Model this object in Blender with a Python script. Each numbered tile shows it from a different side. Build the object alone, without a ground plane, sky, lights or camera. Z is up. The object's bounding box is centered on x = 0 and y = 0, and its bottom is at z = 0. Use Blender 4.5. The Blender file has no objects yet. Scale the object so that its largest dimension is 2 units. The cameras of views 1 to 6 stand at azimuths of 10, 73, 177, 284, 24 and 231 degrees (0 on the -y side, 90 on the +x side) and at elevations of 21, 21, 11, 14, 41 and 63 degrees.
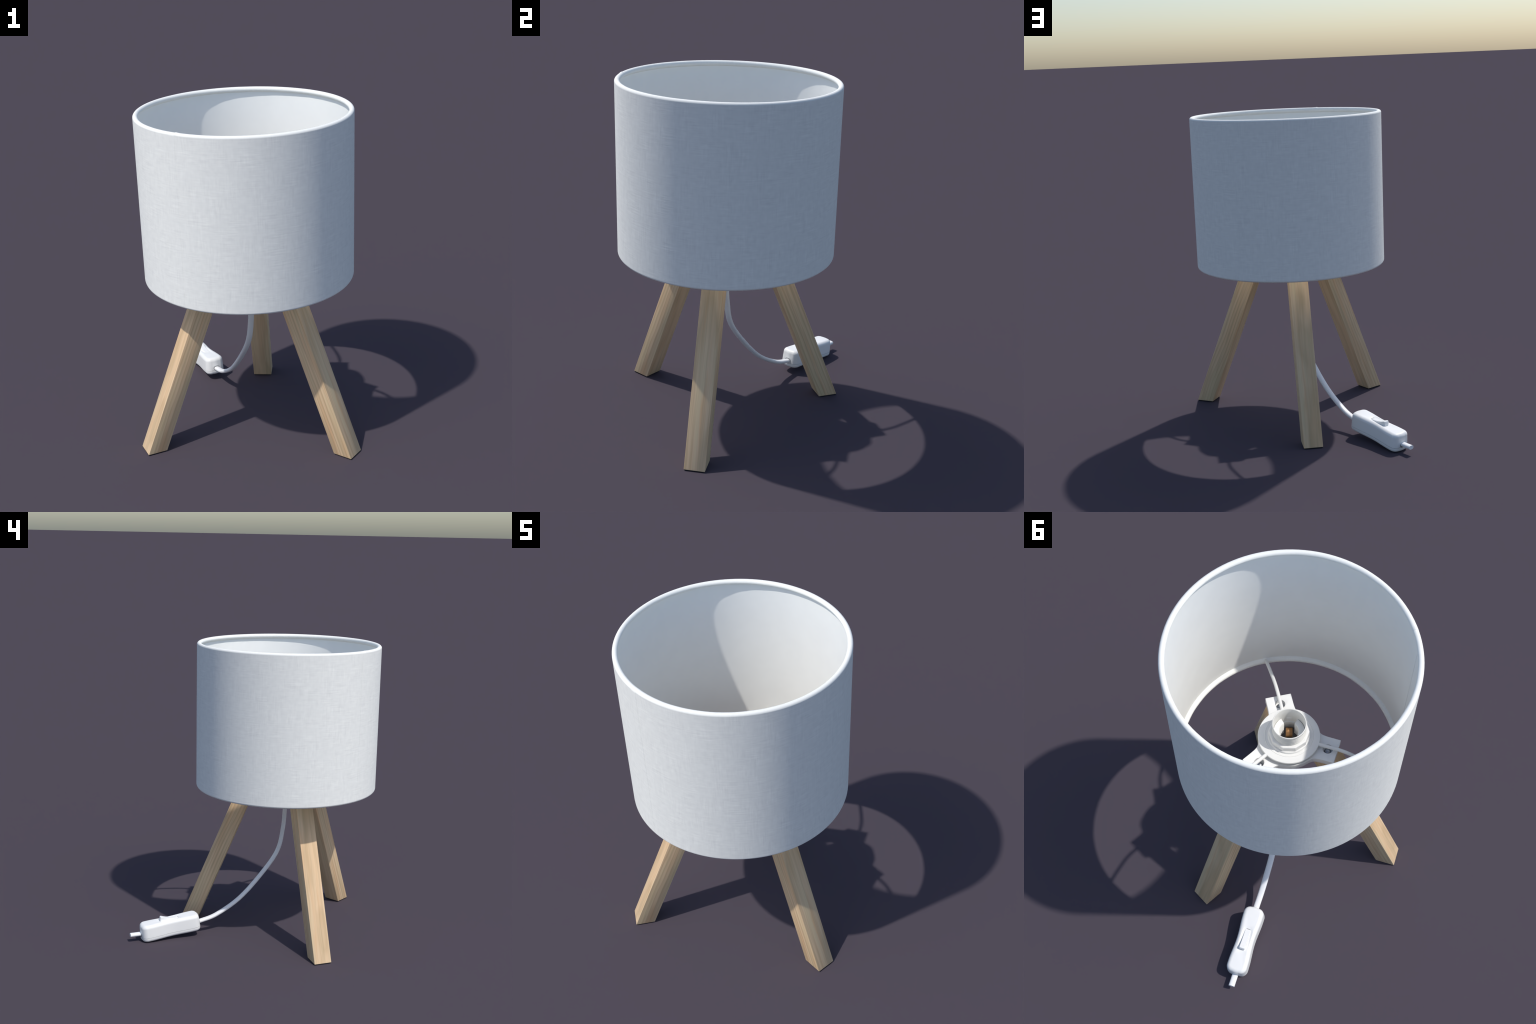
import bpy, bmesh, math, random
from math import sin, cos, tan, pi, radians, sqrt, atan2
from mathutils import Vector, Matrix
from mathutils.geometry import interpolate_bezier

random.seed(7)
AX, AY = -0.022, -0.1555            # vertical axis of the lamp
LEG_AZIMUTHS = (214.0, -26.0, 94.0)  # directions the three legs splay towards

# ------------------------------------------------------------------ helpers
def new_obj(name, verts, faces, parent=None, mat=None, loc=(0, 0, 0), rot=(0, 0, 0), smooth=None):
    me = bpy.data.meshes.new(name)
    me.from_pydata([tuple(v) for v in verts], [], faces)
    me.update()
    bm = bmesh.new(); bm.from_mesh(me)
    bmesh.ops.recalc_face_normals(bm, faces=bm.faces)
    bm.to_mesh(me); bm.free()
    return finish(name, me, parent, mat, loc, rot, smooth)

def finish(name, me, parent=None, mat=None, loc=(0, 0, 0), rot=(0, 0, 0), smooth=None):
    ob = bpy.data.objects.new(name, me)
    bpy.context.scene.collection.objects.link(ob)
    ob.location = loc
    ob.rotation_euler = rot
    if parent is not None:
        ob.parent = parent
    if mat is not None:
        me.materials.append(mat)
    if smooth is not None:
        shade(me, smooth)
    return ob

def shade(me, angle):
    me.polygons.foreach_set('use_smooth', [True] * len(me.polygons))
    if angle < 180:
        me.set_sharp_from_angle(angle=radians(angle))

def bake(ob, angle=None):
    """apply all modifiers of ob"""
    dg = bpy.context.evaluated_depsgraph_get()
    dg.update()
    me = bpy.data.meshes.new_from_object(ob.evaluated_get(dg))
    old = ob.data
    ob.modifiers.clear()
    ob.data = me
    me.name = ob.name
    bpy.data.meshes.remove(old)
    if angle is not None:
        shade(me, angle)

def bevel(ob, width, segs=3, angle=30):
    m = ob.modifiers.new('bevel', 'BEVEL')
    m.width = width; m.segments = segs
    m.limit_method = 'ANGLE'; m.angle_limit = radians(angle)
    m.harden_normals = False

def cut(ob, cutter):
    m = ob.modifiers.new('cut', 'BOOLEAN')
    m.operation = 'DIFFERENCE'; m.solver = 'EXACT'; m.object = cutter

def drop(ob):
    me = ob.data
    bpy.data.objects.remove(ob)
    bpy.data.meshes.remove(me)

def lathe(profile, n=128, closed=True, radius_fn=None):
    """revolve (r, z) points; closed profile -> ring, open -> ends on axis or open"""
    vs, fs = [], []
    m = len(profile)
    for i in range(n):
        a = 2 * pi * i / n
        for (r, z) in profile:
            if radius_fn:
                r = radius_fn(r, z, a)
            vs.append((r * cos(a), r * sin(a), z))
    for i in range(n):
        j = (i + 1) % n
        for k in range(m if closed else m - 1):
            l = (k + 1) % m
            fs.append((i * m + k, j * m + k, j * m + l, i * m + l))
    return vs, fs

def solid_lathe(profile, n=96):
    """open profile, capped with n-gons at both ends"""
    vs, fs = lathe(profile, n, closed=False)
    m = len(profile)
    fs.append(tuple(i * m for i in range(n)))
    fs.append(tuple(i * m + m - 1 for i in reversed(range(n))))
    return vs, fs

def tube_profile(rc, zc, rr, rz, n=28):
    return [(rc + rr * cos(2 * pi * k / n), zc + rz * sin(2 * pi * k / n)) for k in range(n)]

def spline(points, per=10):
    """centripetal-like Catmull-Rom through control points"""
    P = [Vector(p) for p in points]
    P = [P[0] * 2 - P[1]] + P + [P[-1] * 2 - P[-2]]
    out = []
    for i in range(1, len(P) - 2):
        for k in range(per):
            t = k / per
            a, b, c, d = P[i - 1], P[i], P[i + 1], P[i + 2]
            out.append(0.5 * ((2 * b) + (c - a) * t + (2 * a - 5 * b + 4 * c - d) * t * t
                              + (3 * b - a - 3 * c + d) * t ** 3))
    out.append(P[-2].copy())
    return out

def sweep(path, wide, a, b, n=24, power=2.0, groove=0.0):
    """sweep a superellipse (half width a along `wide`, half height b) along a path"""
    vs, fs = [], []
    W = Vector(wide).normalized()
    for i, p in enumerate(path):
        t = (path[min(i + 1, len(path) - 1)] - path[max(i - 1, 0)]).normalized()
        w = (W - t * W.dot(t)).normalized()
        u = t.cross(w)
        for k in range(n):
            th = 2 * pi * k / n
            cx = abs(cos(th)) ** (2 / power) * (1 if cos(th) >= 0 else -1)
            cy = abs(sin(th)) ** (2 / power) * (1 if sin(th) >= 0 else -1)
            cy *= 1 - groove * math.exp(-(cx / 0.16) ** 2)
            vs.append(p + w * (a * cx) + u * (b * cy))
    m = len(path)
    for i in range(m - 1):
        for k in range(n):
            l = (k + 1) % n
            fs.append((i * n + k, i * n + l, (i + 1) * n + l, (i + 1) * n + k))
    fs.append(tuple(range(n)))
    fs.append(tuple((m - 1) * n + k for k in reversed(range(n))))
    return vs, fs

# ---------------------------------------------------------------- materials
def mat_new(name):
    m = bpy.data.materials.new(name)
    m.use_nodes = True
    nt = m.node_tree
    nt.nodes.clear()
    out = nt.nodes.new('ShaderNodeOutputMaterial')
    p = nt.nodes.new('ShaderNodeBsdfPrincipled')
    nt.links.new(p.outputs[0], out.inputs[0])
    return m, nt, p

class G:
    """small node graph writer"""
    def __init__(self, nt): self.nt = nt
    def n(self, t, **kw):
        nd = self.nt.nodes.new(t)
        for k, v in kw.items(): setattr(nd, k, v)
        return nd
    def put(self, sock, v):
        if hasattr(v, 'is_linked'): self.nt.links.new(v, sock)
        else: sock.default_value = v
    def math(self, op, a, b=0.0, c=0.0):
        nd = self.n('ShaderNodeMath', operation=op)
        for i, v in enumerate((a, b, c)): self.put(nd.inputs[i], v)
        return nd.outputs[0]
    def comb(self, x, y, z):
        nd = self.n('ShaderNodeCombineXYZ')
        for i, v in enumerate((x, y, z)): self.put(nd.inputs[i], v)
        return nd.outputs[0]
    def sep(self, v):
        nd = self.n('ShaderNodeSeparateXYZ'); self.put(nd.inputs[0], v)
        return nd.outputs
    def obj(self): return self.n('ShaderNodeTexCoord').outputs['Object']
    def noise(self, v, scale=1.0, detail=2.0, rough=0.5):
        nd = self.n('ShaderNodeTexNoise')
        self.put(nd.inputs['Vector'], v)
        nd.inputs['Scale'].default_value = scale
        nd.inputs['Detail'].default_value = detail
        nd.inputs['Roughness'].default_value = rough
        return nd.outputs[0]
    def ramp(self, f, stops, interp='LINEAR'):
        nd = self.n('ShaderNodeValToRGB')
        cr = nd.color_ramp; cr.interpolation = interp
        while len(cr.elements) < len(stops): cr.elements.new(0.5)
        for e, (p, c) in zip(cr.elements, stops):
            e.position = p; e.color = (*c, 1)
        self.put(nd.inputs[0], f)
        return nd.outputs[0]
    def mix(self, f, a, b, mode='MIX'):
        nd = self.n('ShaderNodeMix', data_type='RGBA', blend_type=mode)
        self.put(nd.inputs[0], f)
        for s, v in ((nd.inputs[6], a), (nd.inputs[7], b)):
            if isinstance(v, tuple): v = (*v, 1)
            self.put(s, v)
        return nd.outputs[2]
    def rng(self, v, a, b, c, d):
        nd = self.n('ShaderNodeMapRange')
        for i, q in enumerate((v, a, b, c, d)): self.put(nd.inputs[i], q)
        return nd.outputs[0]
    def bump(self, h, strength, dist, p):
        nd = self.n('ShaderNodeBump')
        nd.inputs['Strength'].default_value = strength
        nd.inputs['Distance'].default_value = dist
        self.put(nd.inputs['Height'], h)
        self.nt.links.new(nd.outputs[0], p.inputs['Normal'])

def plain(name, col, rough, metallic=0.0, spec=0.5, mottle=0.0):
    m, nt, p = mat_new(name); g = G(nt)
    p.inputs['Roughness'].default_value = rough
    p.inputs['Metallic'].default_value = metallic
    p.inputs['Specular IOR Level'].default_value = spec
    f = g.noise(g.obj(), 9.0, 3.0)
    lo = tuple(c * (1 - mottle) for c in col)
    nt.links.new(g.ramp(f, [(0.35, lo), (0.65, col)]), p.inputs['Base Color'])
    return m

def linen_material(name, contrast=1.0):
    """woven linen: slubby threads running round and along the shade"""
    m, nt, p = mat_new(name); g = G(nt)
    x, y, z = g.sep(g.obj())
    arc = g.math('MULTIPLY', g.math('ARCTAN2', y, x), 0.612)
    A = lambda k: g.math('MULTIPLY', arc, k)
    Z = lambda k: g.math('MULTIPLY', z, k)
    weft = g.noise(g.comb(A(10.0), Z(128.0), 0.0), 1.0, 2.0, 0.6)      # threads round the drum
    warp = g.noise(g.comb(A(122.0), Z(11.0), 3.7), 1.0, 2.0, 0.6)      # threads up the drum
    cloud = g.noise(g.comb(A(34.0), Z(34.0), 9.1), 1.0, 2.0)
    patch_a = g.rng(g.noise(g.comb(A(9.0), Z(12.0), 5.0), 1.0, 1.0), 0.42, 0.62, 0.25, 1.0)
    patch_b = g.rng(g.noise(g.comb(A(12.0), Z(9.0), 15.0), 1.0, 1.0), 0.42, 0.62, 0.25, 1.0)
    tw = g.math('MULTIPLY', g.rng(weft, 0.25, 0.75, -1.0, 1.0), patch_a)
    tp = g.math('MULTIPLY', g.rng(warp, 0.25, 0.75, -0.8, 0.8), patch_b)
    h = g.math('ADD', tw, tp)
    dark = g.math('ADD', g.math('MULTIPLY', h, 0.62), g.rng(cloud, 0.3, 0.75, -0.22, 0.28))
    dark = g.rng(dark, -1.0, 1.0, 0.5 - 0.5 * contrast, 0.5 + 0.5 * contrast)
    col = g.mix(dark, (0.985, 0.995, 0.955), (0.80, 0.807, 0.785))
    nt.links.new(col, p.inputs['Base Color'])
    p.inputs['Roughness'].default_value = 0.9
    p.inputs['Specular IOR Level'].default_value = 0.15
    g.bump(h, 0.05 * contrast, 0.003, p)
    return m

def pine_material():
    """pale pine; leg local z runs along the grain, x points outward"""
    m, nt, p = mat_new('pale_pine_wood'); g = G(nt)
    rnd = g.n('ShaderNodeObjectInfo').outputs['Random']
    off = g.math('MULTIPLY', rnd, 7.0)
    x, y, z = g.sep(g.obj())
    zz = g.math('ADD', z, off)
    M = lambda a, k: g.math('MULTIPLY', a, k)
    wob = lambda kx, kz, o: g.math('SUBTRACT', g.noise(g.comb(M(x, kx), M(y, kx), g.math('ADD', M(zz, kz), o)), 1.0, 2.0), 0.5)
    w1 = wob(3.0, 0.9, 0.0)                      # slow drift of the growth rings
    w3 = wob(9.0, 3.4, 80.0)                     # gentle waves along the leg
    w2 = wob(18.0, 2.6, 40.0)                    # small waviness
    # growth rings: heart lies beyond the inner face, so side faces show straight lines
    # and the outer and inner faces show long flat-sawn figure
    cx = g.math('ADD', g.math('ADD', x, 0.17), g.math('ADD', M(w1, 0.10), M(zz, 0.012)))
    cy = g.math('ADD', M(y, 0.85), g.math('ADD', -0.010, M(w2, 0.020)))
    d = g.math('SQRT', g.math('ADD', g.math('MULTIPLY', cx, cx), g.math('MULTIPLY', cy, cy)))
    d = g.math('ADD', d, M(w3, 0.012))
    ph = g.math('FRACT', M(d, 47.0))
    ring = g.ramp(ph, [(0.0, (0, 0, 0)), (0.45, (0.12, 0.12, 0.12)), (0.80, (1, 1, 1)), (1.0, (0, 0, 0))])
    fibre = g.noise(g.comb(M(x, 190.0), M(y, 190.0), M(zz, 3.0)), 1.0, 3.0)
    ys = g.math('ADD', y, M(w3, 0.030))
    streak = g.noise(g.comb(M(x, 62.0), M(ys, 70.0), M(zz, 1.5)), 1.0, 2.0)
    tint = g.noise(g.comb(M(x, 26.0), M(y, 26.0), M(zz, 1.8)), 1.0, 2.0)
    tint2 = g.noise(g.comb(M(x, 30.0), M(y, 30.0), g.math('ADD', M(zz, 2.0), 31.0)), 1.0, 2.0)
    base = g.ramp(tint, [(0.34, (0.775, 0.54, 0.325)), (0.5, (0.81, 0.595, 0.38)), (0.66, (0.77, 0.60, 0.375))])
    base = g.mix(g.rng(tint2, 0.56, 0.72, 0.0, 0.6), base, (0.77, 0.47, 0.25))
    base = g.mix(g.rng(streak, 0.46, 0.74, 0.0, 0.70), base, (0.58, 0.415, 0.25))
    amp = g.rng(g.noise(g.comb(M(x, 8.0), M(y, 8.0), g.math('ADD', M(zz, 1.5), 12.0)), 1.0, 1.0), 0.3, 0.7, 0.26, 0.56)
    col = g.mix(g.math('MULTIPLY', ring, amp), base, (0.50, 0.35, 0.19))
    col = g.mix(g.rng(fibre, 0.45, 0.8, 0.0, 0.25), col, (0.46, 0.33, 0.20))
    nt.links.new(col, p.inputs['Base Color'])
    p.inputs['Roughness'].default_value = 0.62
    p.inputs['Specular IOR Level'].default_value = 0.3
    g.bump(fibre, 0.06, 0.003, p)
    return m

LINEN = linen_material('white_linen', 1.0)
HEM = linen_material('white_linen_hem', 0.35)
FOOT_SHADOW = plain('foot_shadow_black', (0.03, 0.03, 0.03), 0.9, spec=0.1, mottle=0.2)  # near-black that paints the shadow line below the legs
LINING = plain('white_film_lining', (0.945, 0.955, 0.925), 0.75, spec=0.2, mottle=0.015)
PINE = pine_material()
PLASTIC = plain('white_plastic', (0.88, 0.88, 0.865), 0.35, spec=0.45, mottle=0.01)
CERAMIC = plain('off_white_plastic', (0.86, 0.86, 0.83), 0.4, spec=0.4, mottle=0.02)
CORD = plain('white_cord_sheath', (0.88, 0.88, 0.88), 0.4, spec=0.4, mottle=0.01)
ENAMEL = plain('white_enamelled_wire', (0.86, 0.86, 0.84), 0.4, spec=0.4, mottle=0.02)
STEEL = plain('zinc_steel', (0.36, 0.38, 0.42), 0.28, metallic=1.0, mottle=0.1)
BRASS = plain('bronze_contact', (0.33, 0.17, 0.065), 0.42, metallic=0.6, mottle=0.15)
DARK = plain('dark_socket_floor', (0.16, 0.155, 0.15), 0.6, mottle=0.2)
SEAM = plain('gap_fill_grey', (0.30, 0.31, 0.32), 0.7, mottle=0.05)

# -------------------------------------------------------------- the lamp
lamp = bpy.data.objects.new('table_lamp', None)
bpy.context.scene.collection.objects.link(lamp)
lamp.location = (0, 0, 0)
lamp['label'] = 'small tripod table lamp, white linen drum shade, pale wooden legs'
lamp['category'] = 'table lamp'
C0 = (AX, AY, 0)

# ---- shade: fabric drum, film lining, two rolled hems, overlap seam
R_OUT, Z_BOT, Z_TOP = 0.6150, 1.0168, 1.9974
RING = 0.0145                      # radius of the rolled hems
NSEG = 128
vs, fs = lathe([(R_OUT, Z_BOT + RING), (R_OUT, Z_TOP - RING), (R_OUT - 0.004, Z_TOP - RING), (R_OUT - 0.004, Z_BOT + RING)], NSEG)
shade_ob = new_obj('lampshade', vs, fs, lamp, LINEN, C0, smooth=40)
vs, fs = lathe([(0.6108, 1.030), (0.6108, 1.984), (0.6070, 1.984), (0.6070, 1.030)], NSEG)
new_obj('shade_lining', vs, fs, shade_ob, LINING, smooth=40)
# rolled hems: fabric wrapped round the wire rings
def hem(zc, sgn):
    prof = []
    rc, rr = R_OUT - RING, RING
    for k in range(25):                       # over the ring, outside to inside
        a = radians(232 * k / 24)
        prof.append((rc + rr * cos(a), zc + sgn * rr * sin(a)))
    prof.append((0.6045, zc - sgn * 0.0195))  # tail glued to the lining
    prof.append((0.6100, zc - sgn * 0.0195))
    return prof
def hem_radius(r, z, a):
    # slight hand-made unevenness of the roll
    return r + 0.0006 * sin(9 * a + 1.3) * sin(23 * a) if r < 0.604 else r
for zc, sgn in ((Z_TOP - RING, 1), (Z_BOT + RING, -1)):
    vs, fs = lathe(hem(zc, sgn), NSEG, radius_fn=hem_radius)
    new_obj('shade_hem', vs, fs, shade_ob, HEM, smooth=50)
# overlap seam of the fabric: one edge stands a hair proud of the drum
SEAM_A = atan2(-0.712 - AY, -0.287 - AX)
def band(a0, a1, r0, r1, z0, z1, n=12):
    vs, fs = [], []
    for i in range(n + 1):
        a = a0 + (a1 - a0) * i / n
        for r, z in ((r0, z0), (r1, z0), (r1, z1), (r0, z1)):
            vs.append((r * cos(a), r * sin(a), z))
    for i in range(n):
        for k in range(4):
            l = (k + 1) % 4
            fs.append((4 * i + k, 4 * i + 4 + k, 4 * i + 4 + l, 4 * i + l))
    fs.append((0, 1, 2, 3)); fs.append((4 * n + 3, 4 * n + 2, 4 * n + 1, 4 * n))
    return vs, fs
vs, fs = band(SEAM_A - 0.062, SEAM_A, 0.6130, R_OUT + 0.0004, Z_BOT + RING, Z_TOP - RING)
new_obj('fabric_overlap', vs, fs, shade_ob, LINEN, smooth=40)
vs, fs = band(SEAM_A - 0.10, SEAM_A + 0.05, 0.6058, 0.6075, 1.045, 1.972)
new_obj('lining_overlap', vs, fs, shade_ob, LINING, smooth=40)
# folded ends of the hem show as a little bump on the ring
RC = R_OUT - RING
def hem_fold(a0, a1, zc, sgn):
    prof = hem(zc, sgn)[1:24]
    vs, fs = [], []
    n, m = 10, len(prof)
    for i in range(n + 1):
        a = a0 + (a1 - a0) * i / n
        lift = 0.012 + 0.17 * (1 - i / n) ** 1.6     # steep at the fold, fading back into the hem
        for r, z in prof:
            up = max(0.0, (z - zc) / RING)
            k = 1.0 + lift * (0.15 + 0.85 * up)
            kr = 1.0 + lift * 0.45 * (0.2 + 0.8 * up)
            rr = RC + (r - RC) * kr; zz = zc + (z - zc) * k
            vs.append((rr * cos(a), rr * sin(a), zz))
    for i in range(n):
        for k in range(m):
            l = (k + 1) % m
            fs.append((i * m + k, (i + 1) * m + k, (i + 1) * m + l, i * m + l))
    fs.append(tuple(range(m))); fs.append(tuple(n * m + k for k in reversed(range(m))))
    return vs, fs
vs, fs = hem_fold(SEAM_A, SEAM_A + 0.050, Z_TOP - RING, 1)
new_obj('hem_fold', vs, fs, shade_ob, HEM, smooth=50)

# ---- tripod legs: square pine bars, feet sawn level
TILT = radians(22.2)
FOOT_R, HALF_R, HALF_T, LEG_TOP, FOOT_GAP = 0.6700, 0.0592, 0.0595, 1.142, 0.004
def leg_mesh():
    vs = []
    # local frame: z along the leg axis, x outward, y sideways; ends are level in the world
    def loc(dx, dy, wz):           # dx horizontal offset from leg axis at world height wz
        r = dx - wz * tan(TILT); h = wz       # relative to foot centre
        return (r * cos(TILT) + h * sin(TILT), dy, -r * sin(TILT) + h * cos(TILT))
    for h in (FOOT_GAP, LEG_TOP):
        for dx, dy in ((-HALF_R, -HALF_T), (HALF_R, -HALF_T), (HALF_R, HALF_T), (-HALF_R, HALF_T)):
            vs.append(loc(dx, dy, h))
    fs = [(3, 2, 1, 0), (4, 5, 6, 7)] + [(i, (i + 1) % 4, 4 + (i + 1) % 4, 4 + i) for i in range(4)]
    return vs, fs
vs, fs = leg_mesh()
first = new_obj('leg', vs, fs, lamp, PINE)
bevel(first, 0.003, 2)
bake(first, 35)
# thin dark slab added under each foot to draw the shadow gap there
pv = [(sx * (HALF_R - 0.003) - h * tan(TILT), sy * (HALF_T - 0.003), h) for h in (0.0, FOOT_GAP + 0.001) for sx, sy in ((-1, -1), (1, -1), (1, 1), (-1, 1))]
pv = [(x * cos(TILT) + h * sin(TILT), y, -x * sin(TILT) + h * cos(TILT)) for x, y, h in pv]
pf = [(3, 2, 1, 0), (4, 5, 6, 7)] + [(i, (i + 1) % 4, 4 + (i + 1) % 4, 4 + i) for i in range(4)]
shadow_slab = new_obj('foot_shadow_slab', pv, pf, first, FOOT_SHADOW)
def place_leg(ob, az):
    a = radians(az)
    ob.matrix_local = (Matrix.Translation((AX + FOOT_R * cos(a), AY + FOOT_R * sin(a), 0))
                       @ Matrix.Rotation(a, 4, 'Z') @ Matrix.Rotation(-TILT, 4, 'Y'))
place_leg(first, LEG_AZIMUTHS[0])
for az in LEG_AZIMUTHS[1:]:
    c = first.copy()
    bpy.context.scene.collection.objects.link(c)
    place_leg(c, az)
    q = shadow_slab.copy()
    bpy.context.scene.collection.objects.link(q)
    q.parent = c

# ---- three-armed bracket that holds the legs
BR_TOP, BR_BOT, ARM_R, ARM_W, CORE_R = 1.182, 1.142, 0.269, 0.0715, 0.166
def bracket_outline(n=360):
    pts = []
    for i in range(n):
        th = 2 * pi * i / n
        best = 0.0
        for az in LEG_AZIMUTHS:
            d = (th - radians(az) + pi) % (2 * pi) - pi
            if abs(d) < pi / 2:
                r = min(ARM_R / max(cos(d), 1e-6), ARM_W / max(abs(sin(d)), 1e-6))
                best = max(best, r)
        k = 0.055                                  # fillet between arm and core
        h = max(k - abs(best - CORE_R), 0) / k
        pts.append((max(best, CORE_R) + h * h * k * 0.22, th))
    return [(r * cos(t), r * sin(t)) for r, t in pts]
def arm_corners_outline():
    """outline with exact arm corners inserted"""
    pts = [(atan2(y, x), x, y) for x, y in bracket_outline()]
    for az in LEG_AZIMUTHS:
        a = radians(az)
        for s in (-1, 1):
            x = ARM_R * cos(a) - s * ARM_W * sin(a); y = ARM_R * sin(a) + s * ARM_W * cos(a)
            pts.append((atan2(y, x), x, y))
    pts.sort()
    out = []
    for _, x, y in pts:
        if not out or (x - out[-1][0]) ** 2 + (y - out[-1][1]) ** 2 > 1e-7:
            out.append((x, y))
    return out
ol = arm_corners_outline()
n = len(ol)
vs = [(x, y, BR_BOT) for x, y in ol] + [(x, y, BR_TOP) for x, y in ol]
fs = [tuple(reversed(range(n))), tuple(range(n, 2 * n))] + [(i, (i + 1) % n, n + (i + 1) % n, n + i) for i in range(n)]
bracket = new_obj('leg_bracket', vs, fs, lamp, PLASTIC, C0)
HOLE_R = 0.216
cutters = []
for az in LEG_AZIMUTHS:
    a = radians(az)
    v2, f2 = solid_lathe([(0.0270, BR_BOT + 0.007), (0.0270, BR_TOP + 0.01)], 32)
    c = new_obj('tmp_cutter', v2, f2, lamp, None, (AX + HOLE_R * cos(a), AY + HOLE_R * sin(a), 0))
    cutters.append(c)
    cut(bracket, c)
v2, f2 = solid_lathe([(0.0830, BR_BOT - 0.01), (0.0830, BR_TOP + 0.01)], 64)
c = new_obj('tmp_cutter', v2, f2, lamp, None, C0)
cutters.append(c)
cut(bracket, c)
bevel(bracket, 0.005, 3, 50)
bake(bracket, 35)
for c in cutters: drop(c)
# round boss under the disc and cable gland below
vs, fs = lathe([(0.0835, BR_TOP - 0.002), (0.118, BR_TOP - 0.002), (0.118, 1.198), (0.0835, 1.198)], 64)
new_obj('bracket_boss', vs, fs, bracket, PLASTIC, smooth=40)
vs, fs = solid_lathe([(0.024, 1.055), (0.032, 1.058), (0.046, 1.080), (0.082, 1.094), (0.0865, 1.102)], 48)
new_obj('cable_gland', vs, fs, bracket, PLASTIC, smooth=40)
# screws sunk in the arms
def screw_mesh():
    prof = [(0.0005, 0.0)]
    prof = [(0.019, 0.0), (0.019, 0.006), (0.0165, 0.0105), (0.011, 0.0135), (0.0005, 0.015)]
    return solid_lathe(prof, 32)
vs, fs = screw_mesh()
scr = None
for az in LEG_AZIMUTHS:
    a = radians(az)
    if scr is None:
        scr = ob = new_obj('screw', vs, fs, bracket, STEEL)
        cr = []
        for w, l in ((0.0022, 0.0095), (0.0095, 0.0022)):
            bx = [(sx * l, sy * w, h) for h in (0.009, 0.02) for sx, sy in ((-1, -1), (1, -1), (1, 1), (-1, 1))]
            bf = [(3, 2, 1, 0), (4, 5, 6, 7)] + [(i, (i + 1) % 4, 4 + (i + 1) % 4, 4 + i) for i in range(4)]
            k = new_obj('tmp_cross', bx, bf)
            cr.append(k); cut(ob, k)
        bake(ob, 35)
        for k in cr: drop(k)
    else:
        ob = scr.copy(); bpy.context.scene.collection.objects.link(ob)
    ob.location = (HOLE_R * cos(a), HOLE_R * sin(a), BR_BOT + 0.0068)
    ob.rotation_euler = (0, 0, a * 1.7)

# ---- shade carrier: flat disc with three bowed wires to the lower ring
disc_prof = [(0.078, 1.1965), (0.150, 1.1965), (0.162, 1.1985), (0.1672, 1.203), (0.1672, 1.208),
             (0.1650, 1.2115), (0.1600, 1.2125), (0.1315, 1.2145), (0.1295, 1.2165), (0.1270, 1.2145),
             (0.1150, 1.2150), (0.1120, 1.2190), (0.1020, 1.2200), (0.078, 1.2200)]
vs, fs = lathe(disc_prof, 96)
disc = new_obj('shade_mounting_disc', vs, fs, lamp, ENAMEL, C0, smooth=35)
wire_rz = [(0.160, 1.202), (0.215, 1.205), (0.280, 1.205), (0.335, 1.194), (0.390, 1.170),
           (0.440, 1.143), (0.500, 1.110), (0.555, 1.075), (0.588, 1.049), (0.600, 1.034)]
path = spline([(r, 0, z) for r, z in wire_rz], 6)
vs, fs = sweep(path, (0, 1, 0), 0.0098, 0.0098, 14)
w0 = new_obj('support_wire', vs, fs, disc, ENAMEL, smooth=50)
w0.rotation_euler = (0, 0, radians(LEG_AZIMUTHS[0]))
for az in LEG_AZIMUTHS[1:]:
    c = w0.copy(); bpy.context.scene.collection.objects.link(c)
    c.rotation_euler = (0, 0, radians(az))

# ---- bulb socket: threaded sleeve, faceted ring nut, contacts inside
S_TOP, S_R, S_IN = 1.342, 0.0905, 0.0845
S_BOT = 1.100
def socket_mesh(n=96):
    prof = [(S_IN - 0.004, S_BOT), (S_IN, S_TOP - 0.06), (S_IN, S_TOP - 0.004), (S_IN + 0.002, S_TOP), (S_R - 0.002, S_TOP), (S_R, S_TOP - 0.003),
            (S_R, S_TOP - 0.012)]
    steps = 60
    z1, z0 = S_TOP - 0.012, 1.225
    for k in range(1, steps + 1):
        prof.append((S_R - 0.0001, z1 + (z0 - z1) * k / steps))
    prof.append((S_R - 0.0084, 1.215))
    prof.append((S_R - 0.0084, S_BOT))
    pitch = 0.0135
    def thread(r, z, a):
        if r > S_R - 0.0005 and z0 - 1e-6 <= z <= z1 + 1e-6:
            f = (z / pitch - a / (2 * pi)) % 1.0
            dep = 0.5 - 0.5 * cos(2 * pi * f)
            fade = min(1.0, (z1 - z) / 0.006)
            return r - 0.0058 * dep * fade
        return r
    return lathe(prof, n, radius_fn=thread)
vs, fs = socket_mesh()
socket = new_obj('bulb_socket', vs, fs, lamp, CERAMIC, C0, smooth=60)
# ring nut
NF = 10
vs, fs = [], []
NZ0, NZ1 = 1.2205, 1.2620
rings = [(0.0870, NZ0), (0.1085, NZ0), (0.1085, NZ1 - 0.004), (0.1050, NZ1), (0.0870, NZ1)]
for i in range(NF):
    a = 2 * pi * (i + 0.5) / NF + radians(141.0)
    for r, z in rings:
        vs.append((r * cos(a), r * sin(a), z))
# the bore is round: use a dense lathe for bore and a polygon outside
m = len(rings)
for i in range(NF):
    j = (i + 1) % NF
    for k in range(m):
        l = (k + 1) % m
        fs.append((i * m + k, j * m + k, j * m + l, i * m + l))
nut = new_obj('ring_nut', vs, fs, socket, PLASTIC)
bevel(nut, 0.0015, 2, 20)
bake(nut, 25)
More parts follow.
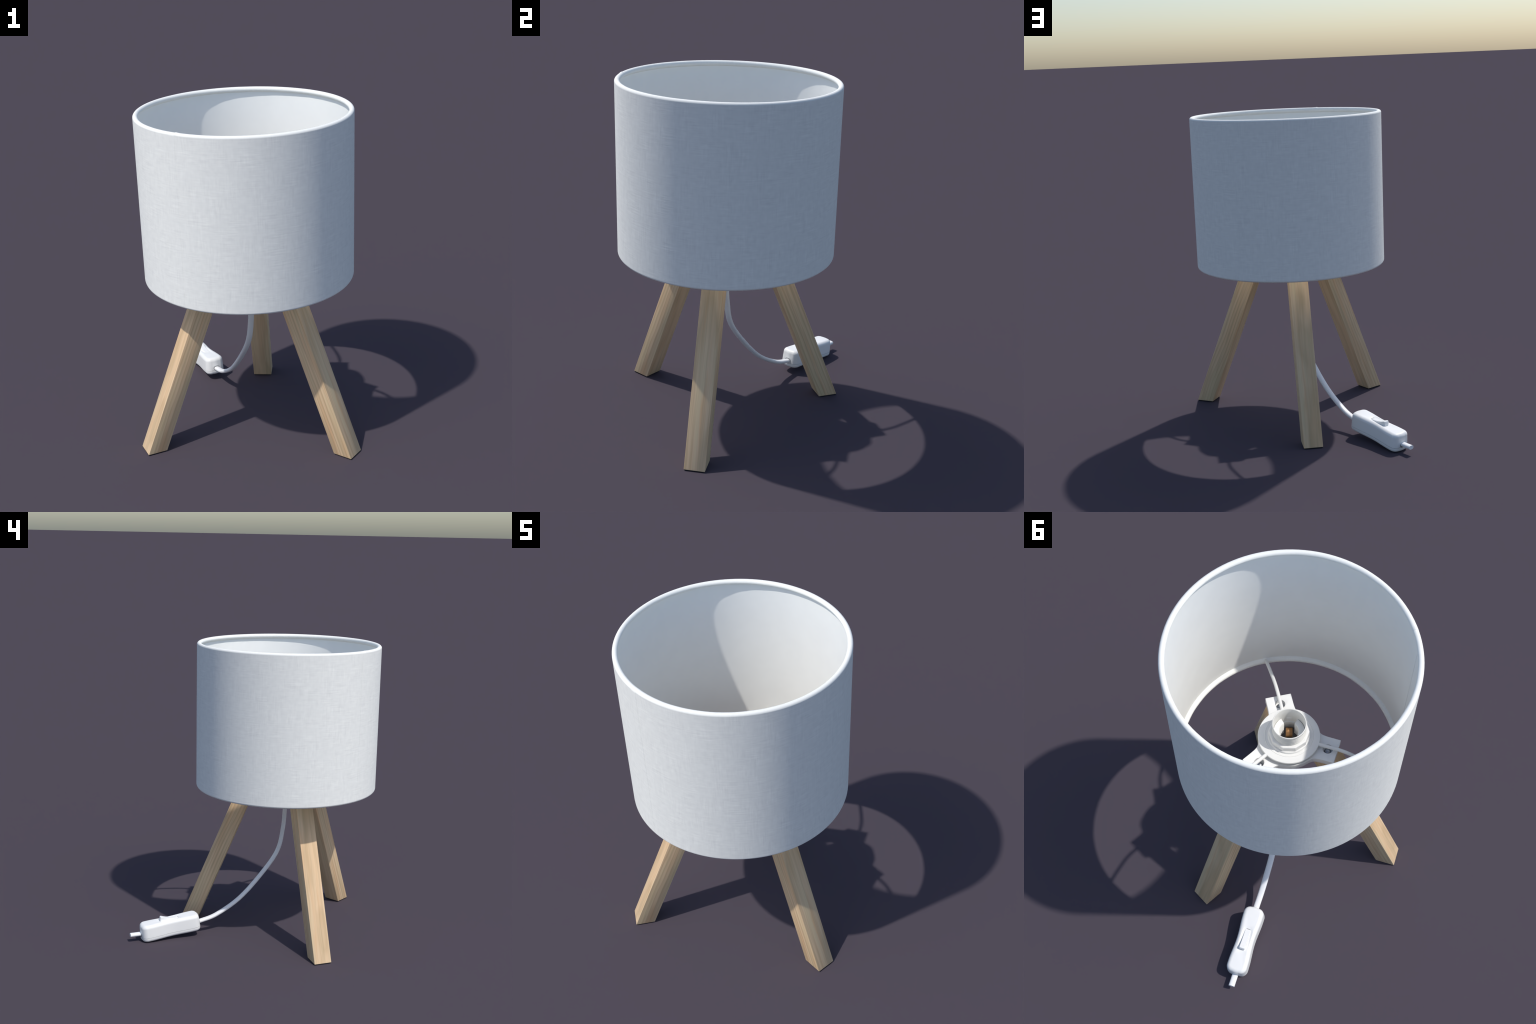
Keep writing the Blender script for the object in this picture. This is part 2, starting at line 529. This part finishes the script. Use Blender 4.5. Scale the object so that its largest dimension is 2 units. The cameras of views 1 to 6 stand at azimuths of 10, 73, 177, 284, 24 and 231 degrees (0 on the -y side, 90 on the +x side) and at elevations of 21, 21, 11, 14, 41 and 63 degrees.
# low round flange of the nut
vs, fs = lathe([(0.084, 1.2195), (0.1125, 1.2195), (0.1125, 1.2235), (0.1100, 1.2260), (0.084, 1.2260)], 64)
new_obj('nut_flange', vs, fs, socket, PLASTIC, smooth=35)
# floor
vs, fs = solid_lathe([(0.0802, 1.100), (0.0802, 1.160)], 64)
new_obj('socket_floor', vs, fs, socket, DARK, smooth=35)
# two moulded half shells with an inner bulb thread
def half_shell(a0, a1, z0, z1, ro, ri, n=18):
    vs, fs = [], []
    prof = [(ro, z0), (ro, z1), (ri + 0.008, z1)]
    steps = 66
    za, zb = z1 - 0.004, z0
    prof_in = [(ri, za + (zb - za) * k / steps) for k in range(steps + 1)]
    m = len(prof) + len(prof_in)
    for i in range(n + 1):
        a = a0 + (a1 - a0) * i / n
        for r, z in prof:
            vs.append((r * cos(a), r * sin(a), z))
        for r, z in prof_in:
            r2 = r + 0.0035 * (0.5 + 0.5 * cos(2 * pi * (z / 0.012 - a / (2 * pi))))
            vs.append((r2 * cos(a), r2 * sin(a), z))
    for i in range(n):
        for k in range(m):
            l = (k + 1) % m
            fs.append((i * m + k, (i + 1) * m + k, (i + 1) * m + l, i * m + l))
    fs.append(tuple(range(m))); fs.append(tuple(n * m + k for k in reversed(range(m))))
    return vs, fs
VIEW = radians(140.0)        # direction across the socket along which the contact tongue lies
for s in (-1, 1):
    c = VIEW + s * pi / 2
    vs, fs = half_shell(c - 0.74 + s * 0.26, c + 0.74 + s * 0.26, 1.155, 1.266, 0.0812, 0.050)
    new_obj('thread_shell', vs, fs, socket, CERAMIC, smooth=50)
# bronze contact tongue: bent strip standing on the far side
def strip(points, width, thick):
    vs, fs = [], []
    P = [Vector(p) for p in points]
    for i, p in enumerate(P):
        t = (P[min(i + 1, len(P) - 1)] - P[max(i - 1, 0)]).normalized()
        u = Vector((0, 1, 0)); w = t.cross(u)
        for a, b in ((-1, -1), (1, -1), (1, 1), (-1, 1)):
            vs.append(p + u * (a * width / 2) + w * (b * thick / 2))
    for i in range(len(P) - 1):
        for k in range(4):
            l = (k + 1) % 4
            fs.append((4 * i + k, 4 * i + l, 4 * i + 4 + l, 4 * i + 4 + k))
    fs.append((0, 1, 2, 3)); e = 4 * (len(P) - 1); fs.append((e + 3, e + 2, e + 1, e))
    return vs, fs
vs, fs = strip([(-0.052, 0, 1.155), (-0.052, 0, 1.190), (-0.049, 0, 1.208), (-0.040, 0, 1.214), (-0.022, 0, 1.211), (-0.008, 0, 1.206), (-0.003, 0, 1.200), (-0.002, 0, 1.190)], 0.036, 0.004)
o = new_obj('contact_tongue', vs, fs, socket, BRASS)
o.rotation_euler = (0, 0, VIEW)
bevel(o, 0.001, 1, 20); bake(o, 40)
vs, fs = solid_lathe([(0.011, 1.155), (0.011, 1.178), (0.008, 1.183), (0.0005, 1.184)], 24)
o = new_obj('contact_rivet', vs, fs, socket, STEEL, smooth=40)
o.location = (0.022 * cos(VIEW), 0.022 * sin(VIEW), 0)

# ---- mains cord: flat twin flex hanging from the hub and running to the switch
DIR = Vector((-0.565, 0.825, 0.0)).normalized()    # plan direction of the cord
SIDE = Vector((DIR.y, -DIR.x, 0.0))
cord_pts = [(-0.022, -0.1555, 1.090), (-0.0225, -0.1550, 1.00), (-0.024, -0.1530, 0.84), (-0.031, -0.1440, 0.703),
            (-0.056, -0.1130, 0.547), (-0.123, -0.0160, 0.388), (-0.211, 0.1150, 0.228),
            (-0.300, 0.2520, 0.127), (-0.360, 0.3470, 0.092), (-0.400, 0.4050, 0.082)]
cord_pts = [(x + 0.005 * min(1, (1.09 - z) / 0.35), y - 0.001, z - 0.002) for x, y, z in cord_pts]
path = spline(cord_pts, 9)
vs, fs = sweep(path, SIDE, 0.0182, 0.0128, 24, 2.3, 0.05)
new_obj('power_cord', vs, fs, lamp, CORD, smooth=50)

# ---- inline cord switch
BOX_L, BOX_T, BOX_TILT = 0.411, 0.115, radians(6.2)
TIP = Vector((-0.6395, 0.7585, 0.0470))
sw = bpy.data.objects.new('cord_switch', None)   # replaced below by the casing mesh
bpy.data.objects.remove(sw)
def box_frame():
    # local x: from inner end to outer end (downhill), y sideways, z up; origin bottom centre
    ex = Vector((DIR.x * cos(BOX_TILT), DIR.y * cos(BOX_TILT), -sin(BOX_TILT)))
    ey = Vector((-SIDE.x, -SIDE.y, 0.0))
    ez = ex.cross(ey)
    c = Vector((TIP.x, TIP.y, 0)) - DIR * 0.2830
    c.z = 0.0018 + (BOX_L / 2 - 0.03) * sin(BOX_TILT)
    M = Matrix((ex, ey, ez)).transposed().to_4x4()
    M.translation = c
    return M
BOXM = box_frame()
def half_width(x):
    t = x / (BOX_L / 2)
    return 0.0552 + 0.0085 * (0.5 - 0.5 * cos(pi * min(1.0, abs(t) / 0.72)))
def plan_outline():
    """peanut-waisted rounded rectangle, counter-clockwise"""
    R = 0.040
    top = []
    xe = BOX_L / 2
    hw = half_width(xe)
    for k in range(40):
        x = (xe - R) - 2 * (xe - R) * k / 39
        top.append((x, half_width(x)))
    cor = []
    for k in range(1, 14):
        a = pi / 2 + (pi / 2) * k / 14
        cor.append((-(xe - R) + R * cos(a), hw - R + R * sin(a)))
    endp = [(-xe - 0.003 * (1 - (v / (hw - R)) ** 2), v) for v in [(hw - R) * (1 - 2 * k / 8) for k in range(9)]]
    left = top + cor + endp + [(x, -y) for x, y in reversed(cor)]
    right = [(-x, -y) for x, y in left]
    return left + right
def outline_normals(o):
    ns = []
    for i in range(len(o)):
        ax, ay = o[i - 1]; bx, by = o[(i + 1) % len(o)]
        t = Vector((bx - ax, by - ay)).normalized()
        ns.append(Vector((t.y, -t.x)))
    return ns
def layered(layers, o):
    ns = outline_normals(o)
    n = len(o)
    vs, fs = [], []
    for ins, z in layers:
        for (x, y), nn in zip(o, ns):
            vs.append((x - nn.x * ins, y - nn.y * ins, z))
    for k in range(len(layers) - 1):
        for i in range(n):
            j = (i + 1) % n
            fs.append((k * n + i, k * n + j, (k + 1) * n + j, (k + 1) * n + i))
    fs.append(tuple(reversed(range(n))))
    fs.append(tuple((len(layers) - 1) * n + i for i in range(n)))
    return vs, fs
OUT = plan_outline()
# orientation check so that insets go inward
area = sum(OUT[i - 1][0] * OUT[i][1] - OUT[i][0] * OUT[i - 1][1] for i in range(len(OUT)))
if area < 0: OUT.reverse()
def arc_layers(r, z_c, ins0, a0, a1, k):
    return [(ins0 + r - r * cos(radians(a0 + (a1 - a0) * i / k)), z_c + r * sin(radians(a0 + (a1 - a0) * i / k))) for i in range(k + 1)]
PART = 0.030
rt = 0.024
lower = arc_layers(0.020, 0.020, 0.0, -90, 0, 8) + [(0.0, PART - 0.0016)]
upper = [(0.0, PART + 0.0004), (0.001, 0.06), (0.003, BOX_T - rt)] + arc_layers(rt, BOX_T - rt, 0.003, 6, 90, 9)
gap = [(0.003, PART - 0.004), (0.003, PART + 0.004)]
vs, fs = layered(upper, OUT)
casing = new_obj('cord_switch', vs, fs, lamp, PLASTIC)
casing.matrix_local = BOXM
# shallow oval dish round the rocker
def ellipsoid(cx, cz, rx, ry, rz, nu=48, nv=24):
    vs, fs = [], []
    for j in range(1, nv):
        b = pi * j / nv
        for i in range(nu):
            a = 2 * pi * i / nu
            ca = abs(cos(a)) ** 0.72 * (1 if cos(a) >= 0 else -1); sa = abs(sin(a)) ** 0.72 * (1 if sin(a) >= 0 else -1)
            vs.append((cx + rx * sin(b) * ca, ry * sin(b) * sa, cz + rz * cos(b)))
    for j in range(nv - 2):
        for i in range(nu):
            fs.append((j * nu + i, j * nu + (i + 1) % nu, (j + 1) * nu + (i + 1) % nu, (j + 1) * nu + i))
    fs.append(tuple(range(nu))); fs.append(tuple((nv - 2) * nu + i for i in reversed(range(nu))))
    return vs, fs
RK = 0.006               # rocker centre along the box
v2, f2 = ellipsoid(RK - 0.004, BOX_T + 0.020, 0.132, 0.052, 0.0265)
c = new_obj('tmp_dish', v2, f2, lamp); c.matrix_local = BOXM
cut(casing, c)
# narrow well the rocker sits in
well = []
for zz in (BOX_T - 0.024, BOX_T + 0.02):
    for i in range(48):
        a = 2 * pi * i / 48
        well.append((RK - 0.0050 + 0.0662 * (abs(cos(a)) ** 0.4) * (1 if cos(a) > 0 else -1), 0.0178 * (abs(sin(a)) ** 0.4) * (1 if sin(a) > 0 else -1), zz))
wf = [tuple(reversed(range(48))), tuple(range(48, 96))] + [(i, (i + 1) % 48, 48 + (i + 1) % 48, 48 + i) for i in range(48)]
c2 = new_obj('tmp_well', well, wf, lamp); c2.matrix_local = BOXM
cut(casing, c2)
bake(casing, 28); drop(c); drop(c2)
vs, fs = layered(lower, OUT)
o = new_obj('casing_base', vs, fs, casing, PLASTIC, smooth=40)
vs, fs = layered(gap, OUT)
new_obj('parting_line', vs, fs, casing, SEAM, smooth=40)
# rocker: pressed at the cord end, standing up at the far end
def rocker():
    top = [(-0.070, -0.012), (-0.0685, -0.0045), (-0.064, -0.0025), (-0.056, -0.0005), (-0.030, 0.0020), (-0.010, 0.0055), (0.012, 0.0110),
           (0.030, 0.0175), (0.042, 0.0230), (0.0480, 0.0250), (0.0530, 0.0240), (0.0560, 0.0190), (0.0585, 0.006), (0.060, -0.012)]
    hw = 0.0172
    vs, fs = [], []
    rows = [(-1.0, -0.0018), (-0.88, 0.0), (0.88, 0.0), (1.0, -0.0018)]
    for x, z in top:
        # round the ends in plan
        e = min(1.0, ((0.070 if x < 0 else 0.060) - abs(x)) / 0.012)
        w = hw * (0.60 + 0.40 * sqrt(max(0.0, 1 - (1 - e) ** 2)))
        vs.append((RK + x, -w, BOX_T - 0.0235))
        for f, dz in rows: vs.append((RK + x, f * w, BOX_T + z + dz))
        vs.append((RK + x, w, BOX_T - 0.0235))
    m = 6
    for i in range(len(top) - 1):
        for k in range(m):
            l = (k + 1) % m
            fs.append((i * m + k, i * m + l, (i + 1) * m + l, (i + 1) * m + k))
    fs.append(tuple(range(m))); fs.append(tuple((len(top) - 1) * m + k for k in reversed(range(m))))
    return vs, fs
vs, fs = rocker()
o = new_obj('switch_rocker', vs, fs, casing, PLASTIC, smooth=38)
# cut-off stub of the cord
stub_path = [TIP - DIR * 0.12 + Vector((0, 0, 0.004)), TIP - DIR * 0.085 + Vector((0, 0, 0.001)), TIP - DIR * 0.05, TIP - DIR * 0.02, TIP]
vs, fs = sweep(stub_path, SIDE, 0.0182, 0.0128, 24, 2.3, 0.05)
new_obj('cord_stub', vs, fs, lamp, CORD, smooth=50)
# solid dark plugs standing in for cord openings at both casing ends
for sx, z, in ((1, 0.044), (-1, 0.047)):
    vs, fs = sweep([Vector((sx * (BOX_L / 2 - 0.02), 0, z)), Vector((sx * (BOX_L / 2 + 0.0036), 0, z))], (0, 1, 0), 0.0205, 0.0152, 24, 2.6)
    new_obj('dark_cord_plug', vs, fs, casing, SEAM, smooth=50)
